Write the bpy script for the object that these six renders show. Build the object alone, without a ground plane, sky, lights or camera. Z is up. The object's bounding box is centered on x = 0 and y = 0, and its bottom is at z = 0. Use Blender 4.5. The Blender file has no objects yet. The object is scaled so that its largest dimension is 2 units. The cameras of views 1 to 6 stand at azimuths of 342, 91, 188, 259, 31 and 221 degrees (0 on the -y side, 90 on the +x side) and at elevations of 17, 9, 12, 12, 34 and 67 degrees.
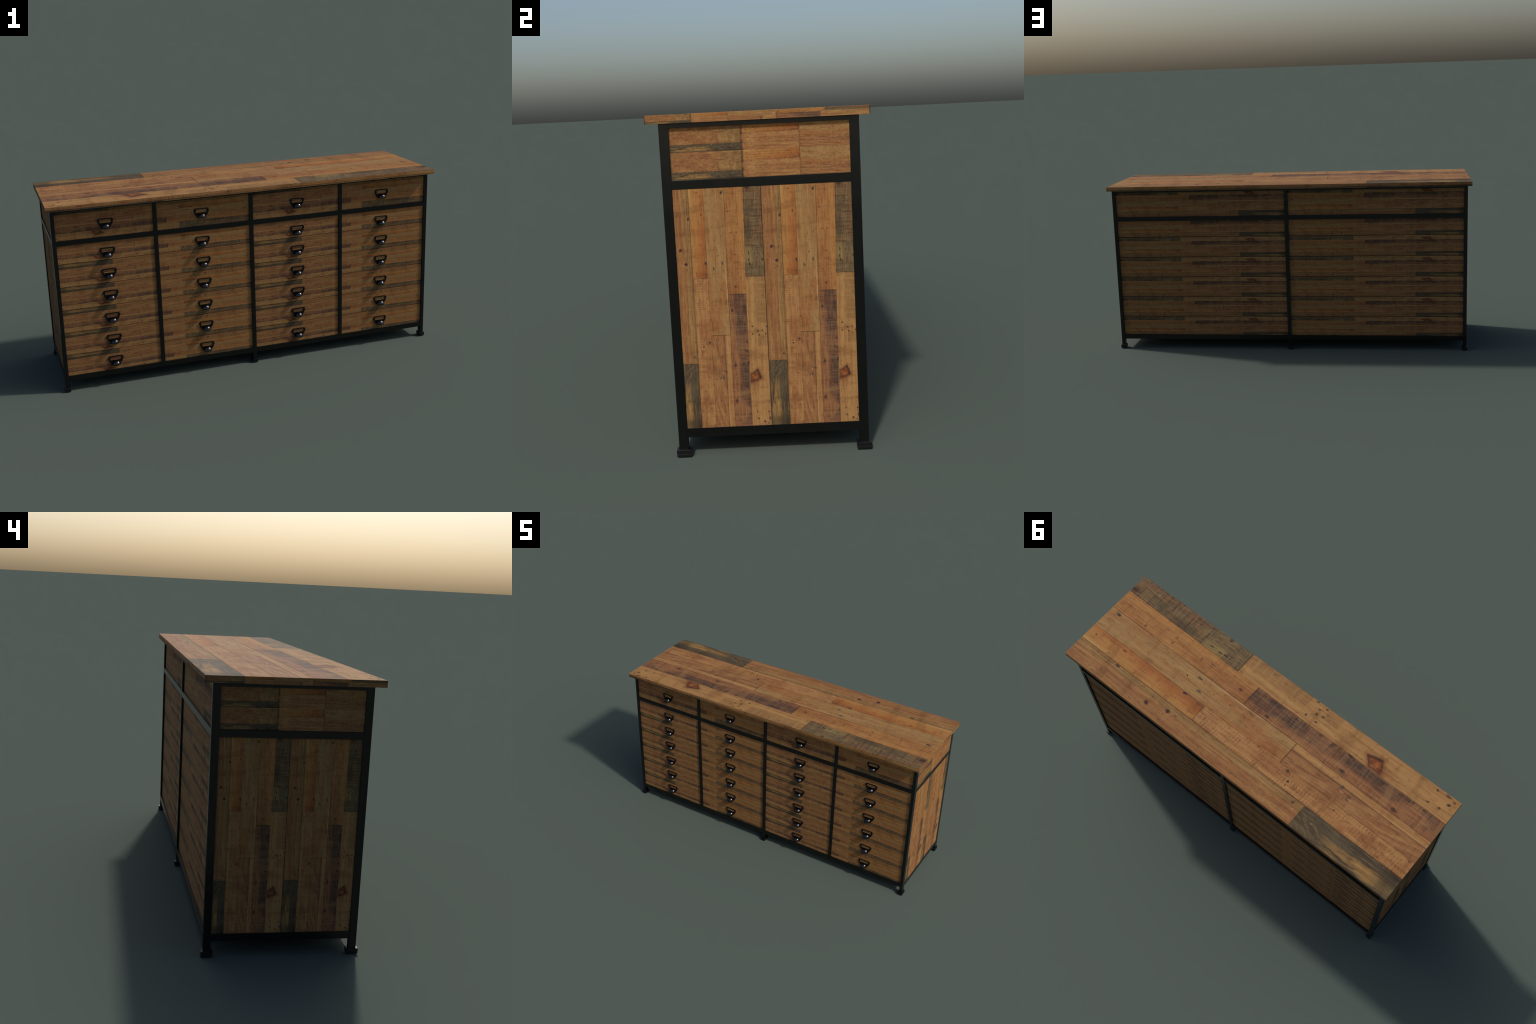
import bpy, bmesh, math
from mathutils import Vector, Matrix

# ------------------------------------------------------------------ sizes (m)
CY = 0.0025                      # the case sits a little towards the back
TOP_Z0, TOP_Z1, TOP_HX, TOP_HY = 0.9155, 0.9388, 1.0, 0.294
XO = 0.9797                      # outer face of the end frames
YF, YB = -0.261, 0.266           # outer faces of the front / back frames
POST_X, POST_Y = 0.0187, 0.0262  # steel section of the posts
RAIL_T = 0.9030                  # underside of the top rail
MID_T, MID_B = 0.7650, 0.7415    # rail under the top drawer row
LOW_T, LOW_B = 0.0795, 0.0541    # bottom rail
RECESS = 0.0055                  # drawer fronts and back boards sit behind the frame
SIDE_IN = {1: 0.0014, -1: 0.0052}   # right end nearly flush, left end set back
BACK_IN = 0.0095
GAP = 0.0013                     # half of the open joint between drawers / back courses
DIV_X = (-0.4860, 0.4815)        # slim dividers of the front

# ------------------------------------------------------------------ node maths
class V:
    """A float socket with operators: lets masks be written as formulas."""
    nt = None
    def __init__(self, s): self.s = s
    @staticmethod
    def op(o, *a, clamp=False):
        n = V.nt.nodes.new('ShaderNodeMath'); n.operation = o; n.use_clamp = clamp
        for i, x in enumerate(a):
            if isinstance(x, V): V.nt.links.new(x.s, n.inputs[i])
            else: n.inputs[i].default_value = x
        return V(n.outputs[0])
    def __add__(s, o): return V.op('ADD', s, o)
    __radd__ = __add__
    def __sub__(s, o): return V.op('SUBTRACT', s, o)
    def __rsub__(s, o): return V.op('SUBTRACT', o, s)
    def __mul__(s, o): return V.op('MULTIPLY', s, o)
    __rmul__ = __mul__
    def __truediv__(s, o): return V.op('DIVIDE', s, o)
    def lt(s, o): return V.op('LESS_THAN', s, o)
    def gt(s, o): return V.op('GREATER_THAN', s, o)
    def abs(s): return V.op('ABSOLUTE', s)
    def max(s, o): return V.op('MAXIMUM', s, o)
    def min(s, o): return V.op('MINIMUM', s, o)
    def fract(s): return V.op('FRACT', s)
    def inv(s): return V.op('SUBTRACT', 1.0, s)
    def ramp(s, a, b):           # smooth 0..1 between a and b (a may exceed b)
        if a > b: return s.ramp(b, a).inv()
        n = V.nt.nodes.new('ShaderNodeMapRange'); n.interpolation_type = 'SMOOTHSTEP'
        V.nt.links.new(s.s, n.inputs[0])
        n.inputs[1].default_value = a; n.inputs[2].default_value = b
        return V(n.outputs[0])
    def box(s, a, b, soft): return s.ramp(a - soft, a + soft) * s.ramp(b + soft, b - soft)

def vec(x, y, z=0.0):
    n = V.nt.nodes.new('ShaderNodeCombineXYZ')
    for i, q in enumerate((x, y, z)):
        if isinstance(q, V): V.nt.links.new(q.s, n.inputs[i])
        else: n.inputs[i].default_value = q
    return n.outputs[0]

def noise(x, y, detail=3.0, rough=0.55, seed=0.0, dist=0.0):
    n = V.nt.nodes.new('ShaderNodeTexNoise'); n.inputs['Scale'].default_value = 1.0
    n.inputs['Detail'].default_value = detail; n.inputs['Roughness'].default_value = rough
    n.inputs['Distortion'].default_value = dist
    V.nt.links.new(vec(x, y, seed), n.inputs['Vector'])
    return V(n.outputs[0])

def voro(x, y, seed=0.0):
    n = V.nt.nodes.new('ShaderNodeTexVoronoi'); n.inputs['Scale'].default_value = 1.0
    V.nt.links.new(vec(x, y, seed), n.inputs['Vector'])
    return V(n.outputs['Distance'])

TONE = (0.785, 0.80, 0.79)
def lin(c):
    return tuple(k*(q/255/12.92 if q/255 <= .04045 else ((q/255+.055)/1.055)**2.4) for q, k in zip(c, TONE)) + (1.0,)

def mix(f, a, b, mode='MIX'):
    n = V.nt.nodes.new('ShaderNodeMix'); n.data_type = 'RGBA'; n.blend_type = mode
    n.clamp_factor = True
    if isinstance(f, V): V.nt.links.new(f.s, n.inputs[0])
    else: n.inputs[0].default_value = f
    for i, q in ((6, a), (7, b)):
        if isinstance(q, tuple): n.inputs[i].default_value = lin(q)
        else: V.nt.links.new(q, n.inputs[i])
    return n.outputs[2]

# ------------------------------------------------------- the reclaimed boards
# One layout of old boards is used all over the piece: five rows lying side by
# side, each row made of two boards butted end to end.  s runs 0..1 along the
# grain, T runs 0..5 across the rows.
def b01(s): return 1.03
def b12(s): return 1.85
def b23(s): return 2.93 + 0.16 * max(0.0, s - 0.63)
def b34(s): return 3.90 + 0.24 * max(0.0, s - 0.45)
SPLIT2 = 2.60                    # the row-2 end board is ripped in two strips
EDGES = [lambda s: 0.0, b01, b12, b23, b34, lambda s: 5.0]
BUTT = [0.279, 0.630, 0.393, 0.560, 0.630]

def board_cells():
    """(s0, s1, lower edge, upper edge) of every board in the layout."""
    out = []
    for r in range(5):
        lo, hi, c = EDGES[r], EDGES[r+1], BUTT[r]
        if r == 2:
            out.append((0, c, lo, lambda s: SPLIT2)); out.append((0, c, lambda s: SPLIT2, hi))
        else:
            out.append((0, c, lo, hi))
        out.append((c, 1, lo, hi))
    return out

def wood_group():
    g = bpy.data.node_groups.new('reclaimed_boards', 'ShaderNodeTree')
    g.interface.new_socket('s', in_out='INPUT', socket_type='NodeSocketFloat')
    g.interface.new_socket('T', in_out='INPUT', socket_type='NodeSocketFloat')
    g.interface.new_socket('Seam', in_out='INPUT', socket_type='NodeSocketFloat')
    g.interface.new_socket('Color', in_out='OUTPUT', socket_type='NodeSocketColor')
    g.interface.new_socket('Height', in_out='OUTPUT', socket_type='NodeSocketFloat')
    V.nt = g
    gi = g.nodes.new('NodeGroupInput'); go = g.nodes.new('NodeGroupOutput')
    s = V(gi.outputs[0]).fract()
    T = (V(gi.outputs[1]) * 0.2).fract() * 5.0
    u, v = s * 2.0, T * 0.1176                    # metres on the full-size boards
    # row edges
    e01 = 1.03
    e12 = 1.85
    e23 = 2.93 + (s - 0.63).max(0.0) * 0.16
    e34 = 3.90 + (s - 0.45).max(0.0) * 0.24
    in1, in2, in3, in4 = T.gt(e01), T.gt(e12), T.gt(e23), T.gt(e34)
    row = in1 + in2 + in3 + in4
    # shared grain
    wob = (noise(u*3.0, v*9.0, 2, seed=3.1) - 0.5) * 0.02
    vv = v + wob
    fine = noise(u*9.0, vv*260.0, 3, 0.6, seed=1.0)
    streak = noise(u*2.2, vv*62.0, 4, 0.62, seed=7.0)
    broad = noise(u*3.5, v*14.0, 3, 0.5, seed=11.0)
    blot = noise(u*9.0, v*22.0, 4, 0.6, seed=17.0)
    fleck = noise(u*45.0, v*170.0, 2, 0.5, seed=21.0)
    sawn = noise(u*150.0, v*5.0, 2, 0.6, seed=5.0)      # marks across the grain
    sawb = noise(u*48.0, v*3.0, 2, 0.6, seed=8.0)
    sawx = noise(u*26.0, v*2.0, 1, 0.5, seed=9.0)

    # --- row 0 : red-brown board with a tan edge / dark water-stained end
    tan0 = (T + (noise(u*4, 3.0, 2) - 0.5)*0.16).ramp(0.66, 0.76)
    c0 = mix(streak.ramp(0.36, 0.68), (130, 85, 52), (156, 112, 69))
    c0 = mix(blot.ramp(0.55, 0.75)*0.5, c0, (146, 106, 66))
    c0 = mix(tan0*0.9, c0, mix(streak.ramp(0.4, 0.65), (128, 96, 58), (156, 120, 76)))
    c0 = mix(T.box(0.90, 1.0, 0.05)*fleck.ramp(0.5, 0.62)*s.ramp(0.72, 0.88)*0.75, c0, (70, 52, 38))
    c0 = mix(T.box(0.12, 0.34, 0.08)*fleck.ramp(0.55, 0.66)*0.4, c0, (84, 54, 40))
    c0 = mix(T.ramp(0.70, 0.68)*T.ramp(0.665, 0.685)*noise(u*5, 2.0, 2).ramp(0.4, 0.55)*s.ramp(0.75, 0.6)*0.7, c0, (92, 58, 40))
    # stain: diagonal brush of grey over tan
    dg = noise(u*7.0 + v*26.0, v*34.0 - u*4.0, 4, 0.6, seed=31.0, dist=0.3)
    pale = (T - 0.32 + (dg - 0.5)*1.1).abs().ramp(0.30, 0.06) * s.box(0.035, 0.185, 0.04)
    dk = mix(dg.ramp(0.35, 0.70), (66, 57, 45), (92, 80, 60))
    cs = mix(pale, dk, mix(streak.ramp(0.35, 0.6), (128, 96, 56), (150, 116, 70)))
    brush = (T - 0.32 - (0.262 - s)*9.0)
    dbr = noise(u*4.0 + v*12.0, v*56.0 - u*34.0, 3, 0.6, seed=33.0)
    cs = mix(s.box(0.215, 0.275, 0.012)*dbr.ramp(0.44, 0.74)*T.ramp(0.95, 0.6)*0.7, cs, (136, 108, 70))
    cs = mix(s.ramp(0.05, 0.0)*T.box(0.15, 0.5, 0.15)*0.6, cs, (120, 98, 64))
    c0 = mix(s.lt(0.279), c0, cs)

    # --- row 1 : glowing orange board / band-sawn tan board with dotted saw marks
    f1 = (T - 1.40 + (blot - 0.5)*0.7 + (0.85 - s)*1.1)
    c1 = mix(streak.ramp(0.3, 0.7), (160, 108, 58), (168, 122, 70))
    c1 = mix(f1.ramp(-0.15, 0.45), c1, (154, 94, 50))
    c1 = mix(f1.ramp(0.30, 0.75)*0.9, c1, (122, 74, 45))
    c1 = mix(T.box(1.05, 1.16, 0.05)*s.ramp(0.86, 1.0)*0.7, c1, (178, 136, 84))
    ts = mix(streak.ramp(0.33, 0.68), (148, 101, 62), (170, 125, 79))
    hatch = u*2*math.pi*58.0 + v*30.0 + (noise(u*14.0, v*40.0, 2, seed=43.0) - 0.5)*7.0
    dots = V.op('SINE', hatch).ramp(-0.2, 0.9) * noise(u*20.0, vv*62.0, 3, 0.6, seed=45.0).ramp(0.44, 0.60) * blot.ramp(0.34, 0.54)
    ts = mix(dots*0.52, ts, (94, 54, 34))
    ts = mix((T - 1.48).abs().ramp(0.32, 0.1)*noise(u*5.0, v*8.0, 2, seed=41.0).ramp(0.45, 0.62)*0.45, ts, (134, 82, 52))
    ts = mix(((s - 0.182).abs()*9.0 + (T - 1.10).abs()*1.0).ramp(0.22, 0.0)*0.7, ts, (136, 70, 42))
    c1 = mix(s.lt(0.630), c1, ts)

    # --- row 2 : pale board with soft cathedral grain / brown board + light strip
    c2 = mix(streak.ramp(0.30, 0.70), (140, 104, 64), (164, 128, 82))
    cath = noise(u*6.0 + broad*2.0, vv*40.0 + u*6.0, 4, 0.65, seed=51.0)
    c2 = mix((broad.ramp(0.42, 0.6)*0.55 + s.box(0.40, 0.60, 0.06)*T.ramp(2.75, 2.4)*cath.ramp(0.45, 0.62)*0.7), c2, (146, 94, 54))
    c2 = mix(T.box(2.05, 2.20, 0.07)*s.ramp(0.5, 0.7)*0.5, c2, (160, 124, 78))
    c2 = mix((T - 2.33 - (noise(u*3, 9.0, 1) - 0.5)*0.1).abs().ramp(0.02, 0.0)*s.box(0.48, 0.74, 0.05)*0.6, c2, (104, 72, 44))
    c2 = mix((T - 2.875).abs().ramp(0.032, 0.004)*s.box(0.49, 0.66, 0.04)*0.85, c2, (186, 150, 112))
    c2b = mix(cath.ramp(0.36, 0.66), (130, 85, 54), (155, 111, 70))
    c2b = mix(T.gt(2.60), c2b, mix(streak.ramp(0.35, 0.65), (148, 102, 62), (166, 124, 78)))
    c2b = mix(T.ramp(2.44, 2.59)*T.lt(2.60)*s.box(0.19, 0.36, 0.06)*0.5, c2b, (88, 56, 44))
    c2b = mix((T - 2.60).abs().ramp(0.035, 0.0)*0.75, c2b, (74, 52, 40))
    c2b = mix((T - 2.655).abs().ramp(0.05, 0.0)*s.ramp(0.22, 0.12)*0.6, c2b, (180, 138, 92))
    c2b = mix((T - 2.08 - (0.393 - s)*2.0).abs().ramp(0.05, 0.0)*s.gt(0.28)*0.5, c2b, (96, 60, 42))
    c2 = mix(s.lt(0.393), c2, c2b)

    # --- row 3 : rough-sawn orange board / board blackened along its far half
    c3 = mix(streak.ramp(0.30, 0.68), (146, 97, 55), (171, 123, 72))
    c3 = mix(sawn.ramp(0.50, 0.66)*0.36, c3, (104, 64, 38))
    c3 = mix(broad.ramp(0.46, 0.62)*T.ramp(3.7, 3.4)*0.6, c3, (140, 88, 50))
    c3 = mix(T.ramp(3.62, 3.85)*0.45, c3, (168, 116, 66))
    c3 = mix(noise(u*6.0, vv*150.0, 2, 0.6, seed=67.0).ramp(0.54, 0.66)*0.35, c3, (108, 68, 42))
    c3 = mix(s.ramp(0.76, 0.60)*T.ramp(3.75, 3.4)*0.55, c3, (128, 80, 47))
    c3 = mix(T.box(3.2, 3.5, 0.08)*streak.ramp(0.5, 0.62)*s.ramp(0.84, 0.95)*0.5, c3, (110, 62, 38))
    base = mix(streak.ramp(0.3, 0.7), (124, 80, 54), (150, 104, 68))
    base = mix(sawn.ramp(0.50, 0.66)*0.55, base, (88, 56, 42))
    edge = 3.22 + (noise(u*4.5, 5.0, 3, 0.6, seed=61.0) - 0.5)*0.9 + s.box(0.05, 0.30, 0.05)*0.14
    band = (T - edge).ramp(-0.10, 0.16) * T.ramp(3.93, 3.82)
    band = band * (0.60 + noise(u*9.0, v*16.0, 4, 0.65, seed=63.0).ramp(0.36, 0.58)*0.40)
    band = band * (1.0 - s.box(0.295, 0.40, 0.03)*0.45) * (1.0 - s.box(0.0, 0.02, 0.02)*0.5)
    curl = ((s - 0.075).abs()*14.0 + (T - 3.42).abs()*1.6).ramp(0.9, 0.5)
    band = band * (1.0 - curl*0.9)
    band = (band * (0.74 + sawn.ramp(0.4, 0.6)*0.30)).min(1.0)
    base = mix(band, base, mix(sawb.ramp(0.4, 0.65), (62, 50, 45), (90, 70, 58)))
    base = mix(sawx.ramp(0.62, 0.70)*0.5, base, (70, 46, 38))
    base = mix(s.ramp(0.045, 0.01)*0.35, base, (110, 62, 48))
    c3 = mix(s.lt(0.560), c3, base)

    # --- row 4 : weathered grey, cross-sawn board / pale board with a resin knot
    gx = noise(u*12.0, v*300.0, 2, 0.6, seed=71.0)
    c4 = mix(gx.ramp(0.38, 0.64), (90, 75, 53), (128, 106, 75))
    c4 = mix(s.ramp(0.74, 0.77)*blot.ramp(0.44, 0.60)*0.55, c4, (116, 76, 52))
    c4 = mix(sawn.ramp(0.50, 0.62)*s.gt(0.735)*0.40, c4, (62, 48, 37))
    lines = (u*13.0 + (noise(u*5.0, 1.0, 2) - 0.5)*2.2 + v*0.3).fract()
    c4 = mix((lines - 0.5).abs().ramp(0.10, 0.01)*s.gt(0.735)*noise(u*18.0, v*26.0, 3).ramp(0.34, 0.60)*0.85, c4, (56, 38, 32))
    c4 = mix(sawx.ramp(0.56, 0.66)*s.gt(0.735)*0.45, c4, (64, 44, 36))
    c4 = mix(noise(u*16.0, v*20.0, 4, 0.65, seed=73.0).ramp(0.52, 0.68)*0.5, c4, (62, 52, 38))
    c4 = mix(noise(u*20.0, v*120.0, 3, 0.65, seed=75.0).ramp(0.54, 0.66)*0.5, c4, (128, 104, 72))
    c4 = mix(T.ramp(4.55, 4.25)*s.box(0.755, 0.92, 0.04)*0.55, c4, (66, 58, 44))
    c4 = mix(sawn.ramp(0.5, 0.64)*s.ramp(0.72, 0.66)*0.5, c4, (66, 54, 38))
    c4 = mix(T.ramp(4.42, 4.28)*s.box(0.685, 0.752, 0.008)*0.65, c4, (134, 112, 68))
    c4 = mix(((s - 0.99).abs()*24.0 + (T - 4.22).abs()*2.2).ramp(0.75, 0.1)*0.9, c4, (62, 38, 32))
    p4 = mix(streak.ramp(0.30, 0.70), (147, 105, 64), (168, 126, 79))
    p4 = mix(T.ramp(4.35, 4.5)*s.gt(0.440)*0.65, p4, mix(sawb.ramp(0.4, 0.6), (128, 94, 58), (144, 110, 70)))
    p4 = mix((T - 4.25).abs().ramp(0.16, 0.02)*s.gt(0.40)*0.5, p4, (172, 134, 82))
    p4 = mix(T.ramp(4.38, 4.5)*s.box(0.341, 0.385, 0.003)*0.4, p4, (124, 92, 56))
    # resin knot: a four-sided lozenge, red-orange inside a dark rim
    quad = [(.244, 4.36), (.206, 4.54), (.192, 3.97), (.226, 3.97)]
    quad = [(a*2.0, b*0.1176) for a, b in quad]
    jag = (noise(u*34.0, v*34.0, 2, seed=81.0) - 0.5)*0.014
    mx = sum(a for a, b in quad)/4; my = sum(b for a, b in quad)/4
    sides = []
    for i in range(4):
        (ax, ay), (bx, by) = quad[i], quad[(i+1) % 4]
        L = math.hypot(bx-ax, by-ay); nx, ny = (by-ay)/L, -(bx-ax)/L
        if (mx-ax)*nx + (my-ay)*ny > 0: nx, ny = -nx, -ny
        sides.append((u - ax)*nx + (v - ay)*ny + jag)
    smax = lambda a, b: V.op('SMOOTH_MAX', a, b, 0.016)
    lo = smax(smax(sides[0], sides[1]), smax(sides[2], sides[3])) - 0.0035
    p4 = mix(lo.ramp(0.024, 0.0)*0.50, p4, (116, 68, 44))
    p4 = mix(((s - 0.18).abs()*16.0 + (T - 4.12).abs()*3.0).ramp(1.0, 0.1)*0.4, p4, (120, 66, 42))
    kin = mix(noise(u*30.0 + v*20.0, v*60.0, 3, seed=83.0).ramp(0.38, 0.62), (104, 54, 32), (150, 88, 46))
    kin = mix(lo.ramp(-0.013, -0.002)*0.75, kin, (70, 36, 30))
    kin = mix(lo.ramp(-0.022, -0.012)*lo.ramp(-0.008, -0.014)*0.35, kin, (82, 44, 30))
    kin = mix(sides[0].ramp(-0.018, -0.005)*0.9, kin, (52, 33, 30))
    kin = mix(sides[3].ramp(-0.010, 0.0)*0.8, kin, (66, 36, 32))
    kin = mix(sides[1].max(sides[2]).ramp(-0.010, 0.0)*0.6, kin, (84, 44, 32))
    p4 = mix(lo.ramp(0.006, -0.005)*0.92, p4, kin)
    c4 = mix(s.lt(0.630), c4, p4)

    col = mix(in1, c0, c1); col = mix(in2, col, c2); col = mix(in3, col, c3); col = mix(in4, col, c4)
    # overall fine grain
    longg = noise(u*4.0, vv*190.0, 3, 0.6, seed=131.0)
    col = mix(longg.ramp(0.52, 0.68)*0.34, col, mix(1.0, col, (170, 142, 122), 'MULTIPLY'))
    col = mix(longg.ramp(0.46, 0.32)*0.25, col, (172, 134, 88))
    col = mix(fine.ramp(0.52, 0.74)*0.38, col, (82, 56, 36))
    col = mix(fine.ramp(0.46, 0.28)*0.22, col, (176, 140, 96))

    mott = noise(u*11.0, v*3.5, 4, 0.65, seed=111.0)
    mot2 = noise(u*22.0, v*48.0, 4, 0.65, seed=113.0)
    col = mix(mott.ramp(0.50, 0.72)*0.45, col, mix(1.0, col, (176, 150, 136), 'MULTIPLY'))
    col = mix(mott.ramp(0.48, 0.28)*0.30, col, (168, 130, 78))
    col = mix(mot2.ramp(0.52, 0.70)*0.40, col, mix(1.0, col, (172, 144, 128), 'MULTIPLY'))
    # pores and worm specks, short dashes along the grain
    sp1 = voro(u*16.0, v*70.0, 4.0).ramp(0.16, 0.07) * noise(u*7.0, v*30.0, 1, seed=121.0).ramp(0.50, 0.60)
    sp2 = voro(u*60.0, v*200.0, 9.0).ramp(0.22, 0.08) * noise(u*5.0, v*16.0, 2, seed=123.0).ramp(0.52, 0.66)
    col = mix(sp1*0.65, col, (70, 46, 36))
    col = mix(sp2*0.45, col, (78, 52, 38))
    # --- knots, nail holes, scratches : (s, T, half length m, half width m, strength, colour)
    RED, BLK, GRY = (58, 34, 36), (46, 40, 36), (78, 72, 62)
    spots = [
        (.971,2.83,.016,.010,.9,BLK),(.977,1.49,.008,.006,.8,BLK),(.887,1.67,.017,.007,.8,(84,46,32)),(.868,1.72,.016,.006,.5,(130,66,36)),
        (.872,.965,.018,.007,.9,RED),(.897,3.16,.009,.011,.75,(86,60,48)),(.900,3.40,.003,.022,.45,(90,54,40)),
        (.810,3.26,.006,.009,.8,(64,46,38)),(.810,3.57,.006,.009,.75,(84,46,38)),(.721,3.41,.006,.012,.6,(92,50,40)),
        (.689,3.545,.020,.004,.65,(76,54,46)),(.645,3.56,.030,.003,.5,(86,58,48)),(.720,2.46,.007,.006,.9,(52,32,32)),
        (.688,2.71,.018,.008,.85,(64,58,50)),(.667,2.21,.020,.009,.8,(70,64,54)),(.691,1.775,.018,.009,.9,RED),
        (.748,.435,.016,.014,.95,RED),(.691,.706,.018,.014,.95,RED),(.667,.72,.014,.008,.6,(92,52,46)),(.674,.60,.008,.005,.5,(96,56,48)),
        (.726,4.18,.016,.006,.9,(44,36,34)),(.697,4.155,.016,.008,.8,(52,46,40)),(.681,4.21,.018,.006,.85,(46,38,34)),(.698,4.91,.016,.010,.75,(50,42,34)),
        (.592,3.36,.010,.009,.85,(72,38,32)),(.633,2.485,.006,.005,.7,(92,58,40)),(.583,2.533,.008,.005,.8,(86,58,38)),(.559,2.70,.018,.005,.6,(100,82,60)),
        (.494,3.10,.016,.010,.85,(50,44,40)),(.505,2.78,.010,.004,.6,(88,64,44)),
        (.422,4.956,.008,.007,.9,(50,32,32)),(.391,4.889,.012,.008,.85,(58,36,34)),(.406,4.70,.010,.006,.8,(60,48,40)),(.406,4.46,.009,.008,.85,(62,54,44)),
        (.388,4.52,.010,.008,.85,(58,52,44)),(.394,4.166,.007,.006,.9,(52,40,34)),(.424,4.183,.009,.009,.85,(50,46,42)),(.372,4.56,.012,.004,.6,(96,64,44)),
        (.365,1.762,.014,.009,.85,(58,52,42)),(.348,1.41,.010,.008,.9,(50,38,32)),(.348,1.206,.006,.005,.85,(70,40,32)),(.357,1.58,.014,.003,.5,(84,64,48)),
        (.363,3.834,.014,.010,.6,(50,44,42)),(.322,3.806,.018,.012,.65,(48,44,42)),(.273,3.86,.026,.007,.9,(44,42,40)),(.267,3.13,.022,.009,.85,(52,48,42)),
        (.240,2.59,.012,.013,.85,(66,66,58)),(.213,2.36,.014,.020,.75,(72,64,54)),(.206,2.33,.022,.004,.6,(176,142,102)),(.235,2.40,.018,.003,.7,(176,140,100)),(.222,2.22,.006,.010,.6,(70,52,44)),
        (.306,.84,.008,.012,.8,(72,46,46)),(.296,.60,.006,.005,.5,(190,140,110)),(.240,.60,.008,.007,.5,(150,132,96)),(.220,1.61,.008,.007,.75,(84,46,32)),
        (.063,4.867,.009,.007,.9,BLK),(.065,4.21,.009,.006,.9,BLK),(.035,4.285,.009,.007,.85,(60,44,38)),(.022,4.606,.011,.009,.95,BLK),(.014,4.831,.010,.007,.85,BLK),(.034,4.912,.022,.009,.75,(56,46,38)),
        (.115,3.09,.022,.012,.75,(50,38,36)),(.059,3.83,.012,.004,.8,(48,34,32)),(.620,1.45,.004,.030,.5,(96,48,40)),(.013,1.80,.014,.004,.7,(60,46,40)),(.459,1.85,.016,.005,.8,(66,54,44)),
    ]
    wx = (noise(u*60.0, v*60.0, 3, seed=91.0) - 0.5)*0.020
    wy = (noise(u*60.0, v*60.0, 3, seed=95.0) - 0.5)*0.012
    P = vec(u + wx, v + wy)
    rag = (noise(u*130.0, v*130.0, 2, seed=97.0) - 0.5)*0.9
    for (ks, kt, ru, rv, st, kc) in spots:
        a = g.nodes.new('ShaderNodeVectorMath'); a.operation = 'SUBTRACT'
        g.links.new(P, a.inputs[0]); a.inputs[1].default_value = (ks*2.0, kt*0.1176, 0)
        b = g.nodes.new('ShaderNodeVectorMath'); b.operation = 'MULTIPLY'
        g.links.new(a.outputs[0], b.inputs[0]); b.inputs[1].default_value = (1/ru, 1/rv, 0)
        d = g.nodes.new('ShaderNodeVectorMath'); d.operation = 'LENGTH'
        g.links.new(b.outputs[0], d.inputs[0])
        m = (V(d.outputs['Value']) + rag).ramp(1.05, 0.45)
        col = mix(m*st, col, kc)
    # --- joints between the boards
    def joint(d, w): return d.abs().ramp(w, w*0.15)
    var = noise(u*2.6, row*3.7, 2, seed=99.0).ramp(0.30, 0.60)
    jl = joint(T - e01, 0.028)*(0.05 + var*0.65)
    jl = jl.max(joint(T - e12, 0.022)*(0.02 + var*0.35))
    jl = jl.max(joint(T - e23, 0.028)*(0.04 + var*0.55))
    jl = jl.max(joint(T - e34, 0.022)*(0.0 + var*0.25))
    jl = jl.max((T.ramp(0.035, 0.010)*0.75).max(T.ramp(4.962, 4.99)*0.85) * V(gi.outputs[2]))
    r_is = lambda k: (row - float(k)).abs().lt(0.5)
    for k, stg in ((1, .25), (2, .55), (3, .5), (4, .4)):
        jl = jl.max(r_is(k)*joint((s - BUTT[k]), 0.0028)*stg)
    jl = jl.max(r_is(0)*joint((s - BUTT[0]), 0.0022)*0.2)
    col = mix(jl, col, (44, 33, 28))
    g.links.new(col, go.inputs[0])
    g.links.new((fine*0.5 + sawn*0.3 - jl).s, go.inputs[1])
    return g

WOOD = None
def wood_material(name, s_axis, s0, s_len, t_axis, t0, t_len, seam=1.0):
    """Boards laid so that s = (axis - s0)/s_len and T = 5 (axis - t0)/t_len, object coordinates."""
    global WOOD
    if WOOD is None: WOOD = wood_group()
    m = bpy.data.materials.new(name); m.use_nodes = True
    nt = m.node_tree; V.nt = nt
    bs = nt.nodes['Principled BSDF']
    tc = nt.nodes.new('ShaderNodeTexCoord')
    sp = nt.nodes.new('ShaderNodeSeparateXYZ'); nt.links.new(tc.outputs['Object'], sp.inputs[0])
    ax = {k: V(sp.outputs[i]) for i, k in enumerate('xyz')}
    s = (ax[s_axis] - s0) * (1.0/s_len); T = (ax[t_axis] - t0) * (5.0/t_len)
    gr = nt.nodes.new('ShaderNodeGroup'); gr.node_tree = WOOD
    gr.inputs[2].default_value = seam
    nt.links.new(s.s, gr.inputs[0]); nt.links.new(T.s, gr.inputs[1])
    nt.links.new(gr.outputs[0], bs.inputs['Base Color'])
    bs.inputs['Roughness'].default_value = 0.78
    bs.inputs['Specular IOR Level'].default_value = 0.15
    bp = nt.nodes.new('ShaderNodeBump'); bp.inputs['Strength'].default_value = 0.12
    bp.inputs['Distance'].default_value = 0.001
    nt.links.new(gr.outputs[1], bp.inputs['Height']); nt.links.new(bp.outputs[0], bs.inputs['Normal'])
    return m

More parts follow.
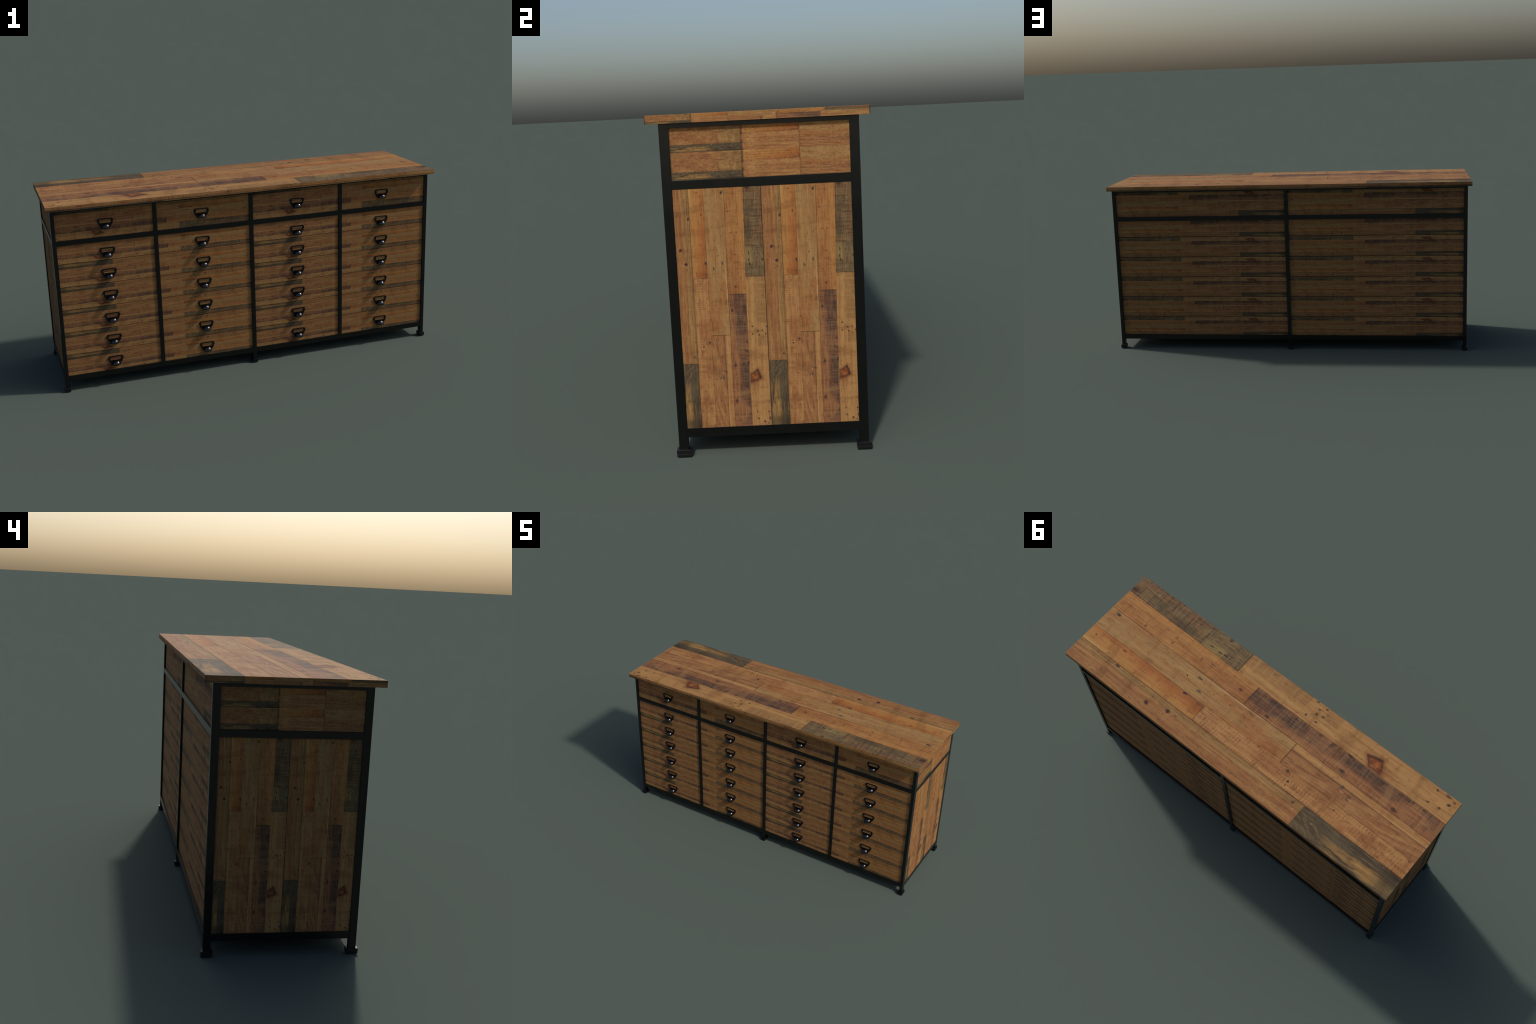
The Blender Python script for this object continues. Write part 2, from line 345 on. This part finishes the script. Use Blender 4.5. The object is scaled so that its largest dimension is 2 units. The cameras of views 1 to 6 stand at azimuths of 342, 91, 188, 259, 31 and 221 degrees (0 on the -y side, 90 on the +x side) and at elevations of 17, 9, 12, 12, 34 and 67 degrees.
def metal(name, base, rough, metallic, spec=0.5, vary=0.08):
    m = bpy.data.materials.new(name); m.use_nodes = True
    nt = m.node_tree; V.nt = nt; bs = nt.nodes['Principled BSDF']
    tc = nt.nodes.new('ShaderNodeTexCoord')
    n = nt.nodes.new('ShaderNodeTexNoise'); n.inputs['Scale'].default_value = 35.0
    nt.links.new(tc.outputs['Object'], n.inputs['Vector'])
    r = rough + (V(n.outputs[0]) - 0.5) * vary
    nt.links.new(r.s, bs.inputs['Roughness'])
    bs.inputs['Base Color'].default_value = (*base, 1)
    bs.inputs['Metallic'].default_value = metallic
    bs.inputs['Specular IOR Level'].default_value = spec
    return m

# ------------------------------------------------------------------ mesh tools
COL = bpy.context.scene.collection
def link(name, me, parent=None, loc=(0, 0, 0)):
    o = bpy.data.objects.new(name, me); COL.objects.link(o)
    o.parent = parent; o.location = loc
    return o

def to_mesh(bm, name, mat, smooth=False):
    bmesh.ops.recalc_face_normals(bm, faces=bm.faces[:])
    me = bpy.data.meshes.new(name); bm.to_mesh(me); bm.free()
    for f in me.polygons: f.use_smooth = smooth
    for m in (mat if isinstance(mat, (list, tuple)) else [mat]): me.materials.append(m)
    return me

def add_box(bm, x0, x1, y0, y1, z0, z1, bev=0.0):
    r = bmesh.ops.create_cube(bm, size=1.0)
    vs = r['verts']
    for w in vs:
        w.co = Vector((x0 + (w.co.x+.5)*(x1-x0), y0 + (w.co.y+.5)*(y1-y0), z0 + (w.co.z+.5)*(z1-z0)))
    if bev:
        ed = list({e for w in vs for e in w.link_edges})
        bmesh.ops.bevel(bm, geom=ed, offset=bev, segments=2, profile=0.5, affect='EDGES')

def box_mesh(name, mat, *dims, bev=0.0008):
    bm = bmesh.new(); add_box(bm, *dims, bev=bev)
    return to_mesh(bm, name, mat)

def clip_poly(poly, rect):
    """Sutherland-Hodgman against the rectangle (a0, a1, b0, b1)."""
    a0, a1, b0, b1 = rect
    for ax, lim, sg in ((0, a0, 1), (0, a1, -1), (1, b0, 1), (1, b1, -1)):
        out = []
        for i, p in enumerate(poly):
            q = poly[(i+1) % len(poly)]
            dp, dq = sg*(p[ax]-lim), sg*(q[ax]-lim)
            if dp >= 0: out.append(p)
            if (dp > 0 > dq) or (dp < 0 < dq):
                k = dp/(dp-dq)
                out.append((p[0]+k*(q[0]-p[0]), p[1]+k*(q[1]-p[1])))
        poly = out
        if len(poly) < 3: return []
    return poly

def board_polys(s_to_a, t_to_b, rect, s_reps=(0,), t_reps=(0,)):
    """Outlines, in panel coordinates (a along the grain, b across), of all boards showing in rect."""
    out = []
    for sr in s_reps:
        for tr in t_reps:
            for (p, q, lo, hi) in board_cells():
                ks = [p] + [k for k in (0.45, 0.63) if p < k < q] + [q]
                pts = [(s_to_a(k+sr), t_to_b(lo(k)+5*tr)) for k in ks]
                pts += [(s_to_a(k+sr), t_to_b(hi(k)+5*tr)) for k in reversed(ks)]
                pts = clip_poly(pts, rect)
                if not pts: continue
                aa = [w[0] for w in pts]; bb = [w[1] for w in pts]
                if max(aa)-min(aa) < 0.003 or max(bb)-min(bb) < 0.0015: continue
                area = sum(pts[i][0]*pts[(i+1) % len(pts)][1] - pts[(i+1) % len(pts)][0]*pts[i][1] for i in range(len(pts)))
                out.append(pts if area > 0 else pts[::-1])
    return out

def prism(bm, pts, place, thick, arris=0.00025):
    """A board: outline pts, face at depth 0, eased edges, body reaching back by thick."""
    n = len(pts)
    cx = sum(p[0] for p in pts)/n; cy = sum(p[1] for p in pts)/n
    hx = max(abs(p[0]-cx) for p in pts); hy = max(abs(p[1]-cy) for p in pts)
    fx, fy = 1-min(arris, hx*.3)/hx, 1-min(arris, hy*.3)/hy
    ins = [(cx+(p[0]-cx)*fx, cy+(p[1]-cy)*fy) for p in pts]
    rings = [[bm.verts.new(place(a, b, d)) for a, b in q] for q, d in ((ins, 0.0), (pts, arris), (pts, thick))]
    bm.faces.new(rings[0]); bm.faces.new(rings[2][::-1])
    for r0, r1 in zip(rings, rings[1:]):
        for i in range(n):
            j = (i+1) % n
            bm.faces.new((r0[i], r1[i], r1[j], r0[j]))

# ------------------------------------------------------------------ materials
STEEL = metal('black_steel', (0.0022, 0.0024, 0.0022), 0.22, 0.0, 0.5)
FOOT = metal('black_rubber_foot', (0.0020, 0.0020, 0.0024), 0.40, 0.0, 0.4)
CUP = metal('polished_dark_metal', (0.055, 0.055, 0.058), 0.20, 1.0, vary=0.03)
HOLDER = metal('black_iron', (0.0022, 0.0026, 0.0026), 0.42, 0.0, 0.25)
INNER = metal('dark_inner_board', (0.035, 0.024, 0.015), 0.8, 0.0, 0.2)

DP, DTOP = 0.1154, 0.160            # height of one board layout on drawers / top drawers
Z_SEAM = 0.7636                     # joint line of the drawer stack, hidden by the rail
SEAMS = [Z_SEAM - DP*k for k in range(7)]
DRAWER_S0, DRAWER_SL = (-0.9745, -0.0030), 0.970
Z_TOPROW = 0.9235

root = bpy.data.objects.new('drawer_cabinet', None); COL.objects.link(root)
root['label'] = 'industrial plan-chest sideboard of reclaimed pine boards in black steel frame'
root['category'] = 'drawer cabinet'

# ------------------------------------------------------------------ table top
M_TOP = wood_material('top_boards', 'x', -1.0, 2.0, 'y', 0.294, -0.588, 0.2)
M_END_R = wood_material('top_end_edge', 'z', TOP_Z0, 0.023, 'y', -0.294, 0.588)
M_END_L = wood_material('top_end_edge', 'z', TOP_Z0, 0.023, 'y', 0.294, -0.588)
M_EDGE = wood_material('top_long_edge', 'x', -1.0, 2.0, 'z', TOP_Z0 + 0.0055 - 1.03*0.1176, 0.588)
top = link('tabletop', box_mesh('tabletop', INNER, -.992, .992, -.286, .286, TOP_Z0+.001, TOP_Z1-.006, bev=0), root)
for pts in board_polys(lambda s: -1+2*s, lambda T: 0.294-T*0.1176, (-1, 1, -.294, .294)):
    bm = bmesh.new()
    prism(bm, pts, lambda a, b, d: Vector((a, b, TOP_Z1-d)), TOP_Z1-TOP_Z0, 0.0007)
    me = to_mesh(bm, 'board', [M_TOP, M_END_R, M_END_L, M_EDGE])
    for f in me.polygons:
        c, n = f.center, f.normal
        if n.x > .9 and c.x > .999: f.material_index = 1
        elif n.x < -.9 and c.x < -.999: f.material_index = 2
        elif abs(n.y) > .9 and abs(c.y) > .2935: f.material_index = 3
    link('board', me, top)

# ------------------------------------------------------------------ steel frame
frame = bpy.data.objects.new('frame', None); COL.objects.link(frame); frame.parent = root
def steel(name, x0, x1, y0, y1, z0, z1, bev=0.0009):
    cx, cy, cz = (x0+x1)/2, (y0+y1)/2, (z0+z1)/2
    return link(name, box_mesh(name, STEEL, x0-cx, x1-cx, y0-cy, y1-cy, z0-cz, z1-cz, bev=bev), frame, (cx, cy, cz))
FOOT_H = 0.0190
for sx in (-1, 1):
    xa, xb = sorted((sx*XO, sx*(XO-POST_X)))
    for y0 in (YF, YB-POST_Y):
        steel('leg', xa, xb, y0, y0+POST_Y, FOOT_H-.003, TOP_Z0)
    e = 0.0004
    for z0, z1 in ((RAIL_T, TOP_Z0), (MID_B, MID_T), (LOW_B, LOW_T)):
        steel('side_rail', xa+e, xb-e, YF+POST_Y, YB-POST_Y, z0, z1, 0.00015)
for y0 in (YF, YB-POST_Y):
    steel('leg', -.0100, .0100, y0, y0+POST_Y, FOOT_H-.003, TOP_Z0)
e = 0.0004
for y0, y1, cuts in ((YF+e, YF+POST_Y-e, sorted([-XO+POST_X, DIV_X[0]-.0094, DIV_X[0]+.0094, -.0100, .0100, DIV_X[1]-.0094, DIV_X[1]+.0094, XO-POST_X])),
                     (YB-POST_Y+e, YB-e, [-XO+POST_X, -.0100, .0100, XO-POST_X])):
    for x0, x1 in zip(cuts[::2], cuts[1::2]):
        for z0, z1 in ((RAIL_T, TOP_Z0), (MID_B, MID_T), (LOW_B, LOW_T)):
            steel('rail', x0, x1, y0, y1, z0, z1, 0.00015)
for x in DIV_X:
    steel('divider', x-.0094, x+.0094, YF, YF+POST_Y, LOW_B, TOP_Z0)

# feet: a lower pad and a cushioned block round the leg end
bm = bmesh.new()
add_box(bm, -.0136, .0136, -.0198, .0198, 0.0, 0.0080, bev=0.0004)
add_box(bm, -.0124, .0124, -.0186, .0186, 0.0070, 0.0100)
add_box(bm, -.0140, .0140, -.0200, .0200, 0.0090, FOOT_H, bev=0.0004)
me_foot = to_mesh(bm, 'foot', FOOT)
for x in (-XO+POST_X/2, 0.0, XO-POST_X/2):
    for y in (YF+POST_Y/2, YB-POST_Y/2):
        f = link('foot', me_foot, frame, (x, y, 0))
        if x == 0.0: f.scale.x = 0.93

# ------------------------------------------------------------------ carcass
link('carcass', box_mesh('carcass', INNER, -.955, .955, YF+.034, YB-.0225, LOW_B+.006, RAIL_T+.008, bev=0), root)

# ------------------------------------------------------------------ end panels
for sx in (1, -1):
    X = sx*(XO-SIDE_IN[sx])
    y_in0, y_in1 = YF+POST_Y, YB-POST_Y
    if sx > 0: t0, sg = -0.2445, 1
    else: t0, sg = 0.2495, -1
    def place(a, b, d, X=X, sx=sx): return Vector((X-sx*d, b, a))
    pan = bpy.data.objects.new('side_panel', None); COL.objects.link(pan); pan.parent = root
    mlow = wood_material('side_boards', 'z', 0.0759, 0.671, 'y', t0, sg*0.244)
    for pts in board_polys(lambda s: 0.0759+0.671*s, lambda T: t0+sg*T*0.244/5, (LOW_T, MID_B, y_in0, y_in1), t_reps=(0, 1)):
        bm = bmesh.new(); prism(bm, pts, place, 0.012)
        link('side_board', to_mesh(bm, 'side_board', mlow), pan)
    tu = -0.2364 if sx > 0 else 0.2445
    mup = wood_material('side_top_boards', 'z', 0.7655, 0.0722, 'y', tu, sg*0.930)
    for pts in board_polys(lambda s: 0.7655+0.0722*s, lambda T: tu+sg*T*0.930/5, (MID_T, RAIL_T, y_in0, y_in1), s_reps=(0, 1), t_reps=(0,)):
        bm = bmesh.new(); prism(bm, pts, place, 0.012, 0.0003)
        link('side_board', to_mesh(bm, 'side_board', mup), pan)

# ------------------------------------------------------------------ back panels
YBK = YB-BACK_IN
mb = wood_material('back_boards', 'x', DRAWER_S0[0], DRAWER_SL, 'z', 0.0715, DP)
mbt = wood_material('back_top_boards', 'x', DRAWER_S0[0], DRAWER_SL, 'z', 0.7623, 0.156)
for half, (x0, x1) in enumerate(((-XO+POST_X, -.0100), (.0100, XO-POST_X))):
    pan = bpy.data.objects.new('back_panel', None); COL.objects.link(pan); pan.parent = root
    def place(a, b, d): return Vector((a, YBK-d, b))
    fs = lambda s: DRAWER_S0[0]+DRAWER_SL*s
    reps = (half,)
    for k in range(6):           # six courses with open joints between them
        za = LOW_T if k == 0 else 0.0715+DP*k+GAP
        zb = MID_B if k == 5 else 0.0715+DP*(k+1)-GAP
        for pts in board_polys(fs, lambda T: 0.0715+T*DP/5, (x0, x1, za, zb), reps, (k,)):
            bm = bmesh.new(); prism(bm, pts, place, 0.010, 0.0003)
            link('back_board', to_mesh(bm, 'back_board', mb), pan)
    for pts in board_polys(fs, lambda T: 0.7623+T*0.156/5, (x0, x1, MID_T, RAIL_T), reps, (0,)):
        bm = bmesh.new(); prism(bm, pts, place, 0.010, 0.0003)
        link('back_board', to_mesh(bm, 'back_board', mbt), pan)

# ------------------------------------------------------------------ handle parts
def holder_mesh():
    """Card frame: bowed sides with screw lugs, narrowing below into the cup."""
    half = [(0.0, 0.0), (.0322, 0.0), (.0336, -.0010), (.0352, -.0040), (.0378, -.0075), (.0388, -.0112), (.0378, -.0150),
            (.0352, -.0182), (.0344, -.0225), (.0322, -.0290), (.0280, -.0350), (.0228, -.0398), (.0, -.0415)]
    outer = half + [(-x, z) for x, z in reversed(half[1:-1])]
    w, zt, zb = .0274, -.0042, -.0222
    def winpt(x, z):   # the window, sampled in step with the outline
        k = max(abs(x)/w, abs(z+.0132)/.0090, 1e-6)
        return (x/k, -.0132+(z+.0132)/k)
    inner = [winpt(x, z) for x, z in outer]
    for i, (x, z) in enumerate(outer):   # snap four samples to the window corners
        if i in (1, 2): inner[i] = (w, zt)
        if i in (len(outer)-1, len(outer)-2): inner[i] = (-w, zt)
        if abs(x) > .030 and abs(z+.0290) < 1e-6: inner[i] = (math.copysign(w, x), zb)
        if z < -.030: inner[i] = (max(-w, min(w, x*0.8)), zb)
        if i == 0: inner[i] = (0, zt)
    bm = bmesh.new(); n = len(outer)
    ctr = (0, -.015)
    def ring(pts, y, k=1.0): return [bm.verts.new((ctr[0]+(x-ctr[0])*k, y, ctr[1]+(z-ctr[1])*k)) for x, z in pts]
    rs = [ring(outer, 0.0), ring(outer, -.0026), ring(outer, -.0034, .972), ring(inner, -.0034, 1.01), ring(inner, -.0030), ring(inner, 0.0)]
    for a, b in zip(rs, rs[1:]):
        for i in range(n):
            j = (i+1) % n
            bm.faces.new((a[i], b[i], b[j], a[j]))
    bmesh.ops.remove_doubles(bm, verts=bm.verts[:], dist=1e-6)
    return to_mesh(bm, 'label_holder', HOLDER)

def cup_mesh():
    """Quarter-dome pull, open below, with wall thickness."""
    NU, NV = 28, 12
    zc = -.0434
    bm = bmesh.new()
    def shell(rx, ry, rz):
        g = []
        for j in range(NV+1):
            ph = math.pi/2*j/NV               # 0 at the open rim, 90 deg at the top
            c, sn = math.cos(ph)**0.86, math.sin(ph)**0.95
            g.append([bm.verts.new((-rx*math.cos(math.pi*i/NU)*c, -.0030-ry*math.sin(math.pi*i/NU)**0.9*c if 0 < i < NU else -.0030, zc+rz*sn)) for i in range(NU+1)])
        return g
    A, B = shell(.0226, .0250, .0218), shell(.0208, .0231, .0199)
    for g in (A, B):
        for j in range(NV):
            for i in range(NU):
                bm.faces.new((g[j][i], g[j][i+1], g[j+1][i+1], g[j+1][i]))
    for i in range(NU): bm.faces.new((A[0][i], B[0][i], B[0][i+1], A[0][i+1]))
    bmesh.ops.remove_doubles(bm, verts=bm.verts[:], dist=1e-5)
    me = to_mesh(bm, 'cup_pull', CUP, smooth=True)
    return me

def rivet_mesh():
    bm = bmesh.new()
    bmesh.ops.create_uvsphere(bm, u_segments=14, v_segments=8, radius=.0030)
    for w in bm.verts: w.co = Vector((w.co.x, w.co.z*.55 if w.co.z < 0 else 0.0, w.co.y))
    bmesh.ops.remove_doubles(bm, verts=bm.verts[:], dist=1e-6)
    return to_mesh(bm, 'rivet', HOLDER, smooth=True)

ME_HOLDER, ME_CUP, ME_RIVET = holder_mesh(), cup_mesh(), rivet_mesh()

# ------------------------------------------------------------------ drawers
YD = YF+RECESS                    # plane of the drawer faces
BAYS = [(-XO+POST_X, DIV_X[0]-.0094, 0, -.7243), (DIV_X[0]+.0094, -.0100, 0, -.2543),
        (.0100, DIV_X[1]-.0094, 1, .2450), (DIV_X[1]+.0094, XO-POST_X, 1, .7153)]
HANDLE_TOP = [.8528, .7100, .6040, .4935, .3772, .2640, .1500]
tray_cache, face_cache = {}, {}
def drawer_faces(bay, row):
    """Boards of one drawer front in the drawer's own coordinates (shared by like drawers)."""
    x0, x1, half, hx = BAYS[bay]
    if row == 0: z0, z1, zr, per = MID_T, RAIL_T, Z_TOPROW, DTOP
    else:
        zr, per = SEAMS[row-1], DP
        z0 = LOW_T if row == 6 else SEAMS[row]+GAP
        z1 = MID_B if row == 1 else SEAMS[row-1]-GAP
    key = (bay, row if row in (0, 1, 6) else 2)
    if key not in face_cache:
        # object coordinates of the shared mesh: x from the cabinet axis, z from the joint line above
        mat = drawer_mats[(half, row == 0)]
        lst = []
        fs = lambda s: DRAWER_S0[half]+DRAWER_SL*s
        polys = board_polys(fs, lambda T: -T*per/5, (x0, x1, z0-zr, z1-zr))
        for pts in polys:
            bm = bmesh.new()
            prism(bm, pts, lambda a, b, d: Vector((a, d, b)), 0.010, 0.0004)
            lst.append(to_mesh(bm, 'face_board', mat))
        tray = box_mesh('drawer', INNER, x0+.001, x1-.001, 0.0098, 0.012, z0-zr+.0005, z1-zr-.0005, bev=0)
        bm = bmesh.new(); bm.from_mesh(tray)
        zb, zt = z0-zr+.004, z1-zr-.008
        add_box(bm, x0+.006, x1-.006, .0121, .0240, zb, zb+.006)
        add_box(bm, x0+.006, x0+.016, .0121, .0240, zb+.0062, zt)
        add_box(bm, x1-.016, x1-.006, .0121, .0240, zb+.0062, zt)
        face_cache[key] = (lst, to_mesh(bm, 'drawer', INNER))
    return face_cache[key], zr
drawer_mats = {}
for half in (0, 1):
    drawer_mats[(half, False)] = wood_material('drawer_boards', 'x', DRAWER_S0[half], DRAWER_SL, 'z', 0.0, -DP)
    drawer_mats[(half, True)] = wood_material('top_drawer_boards', 'x', DRAWER_S0[half], DRAWER_SL, 'z', 0.0, -DTOP)

for bay in range(4):
    for row in range(7):
        (faces, tray), zr = drawer_faces(bay, row)
        d = link('drawer', tray, root, (0, YD, zr))
        for me in faces: link('face_board', me, d)
        hx, hz = BAYS[bay][3], HANDLE_TOP[row]-zr
        link('label_holder', ME_HOLDER, d, (hx, 0, hz))
        link('cup_pull', ME_CUP, d, (hx, 0, hz))
        for sg in (-1, 1):
            link('rivet', ME_RIVET, d, (hx+sg*.0345, -.0032, hz-.0112))
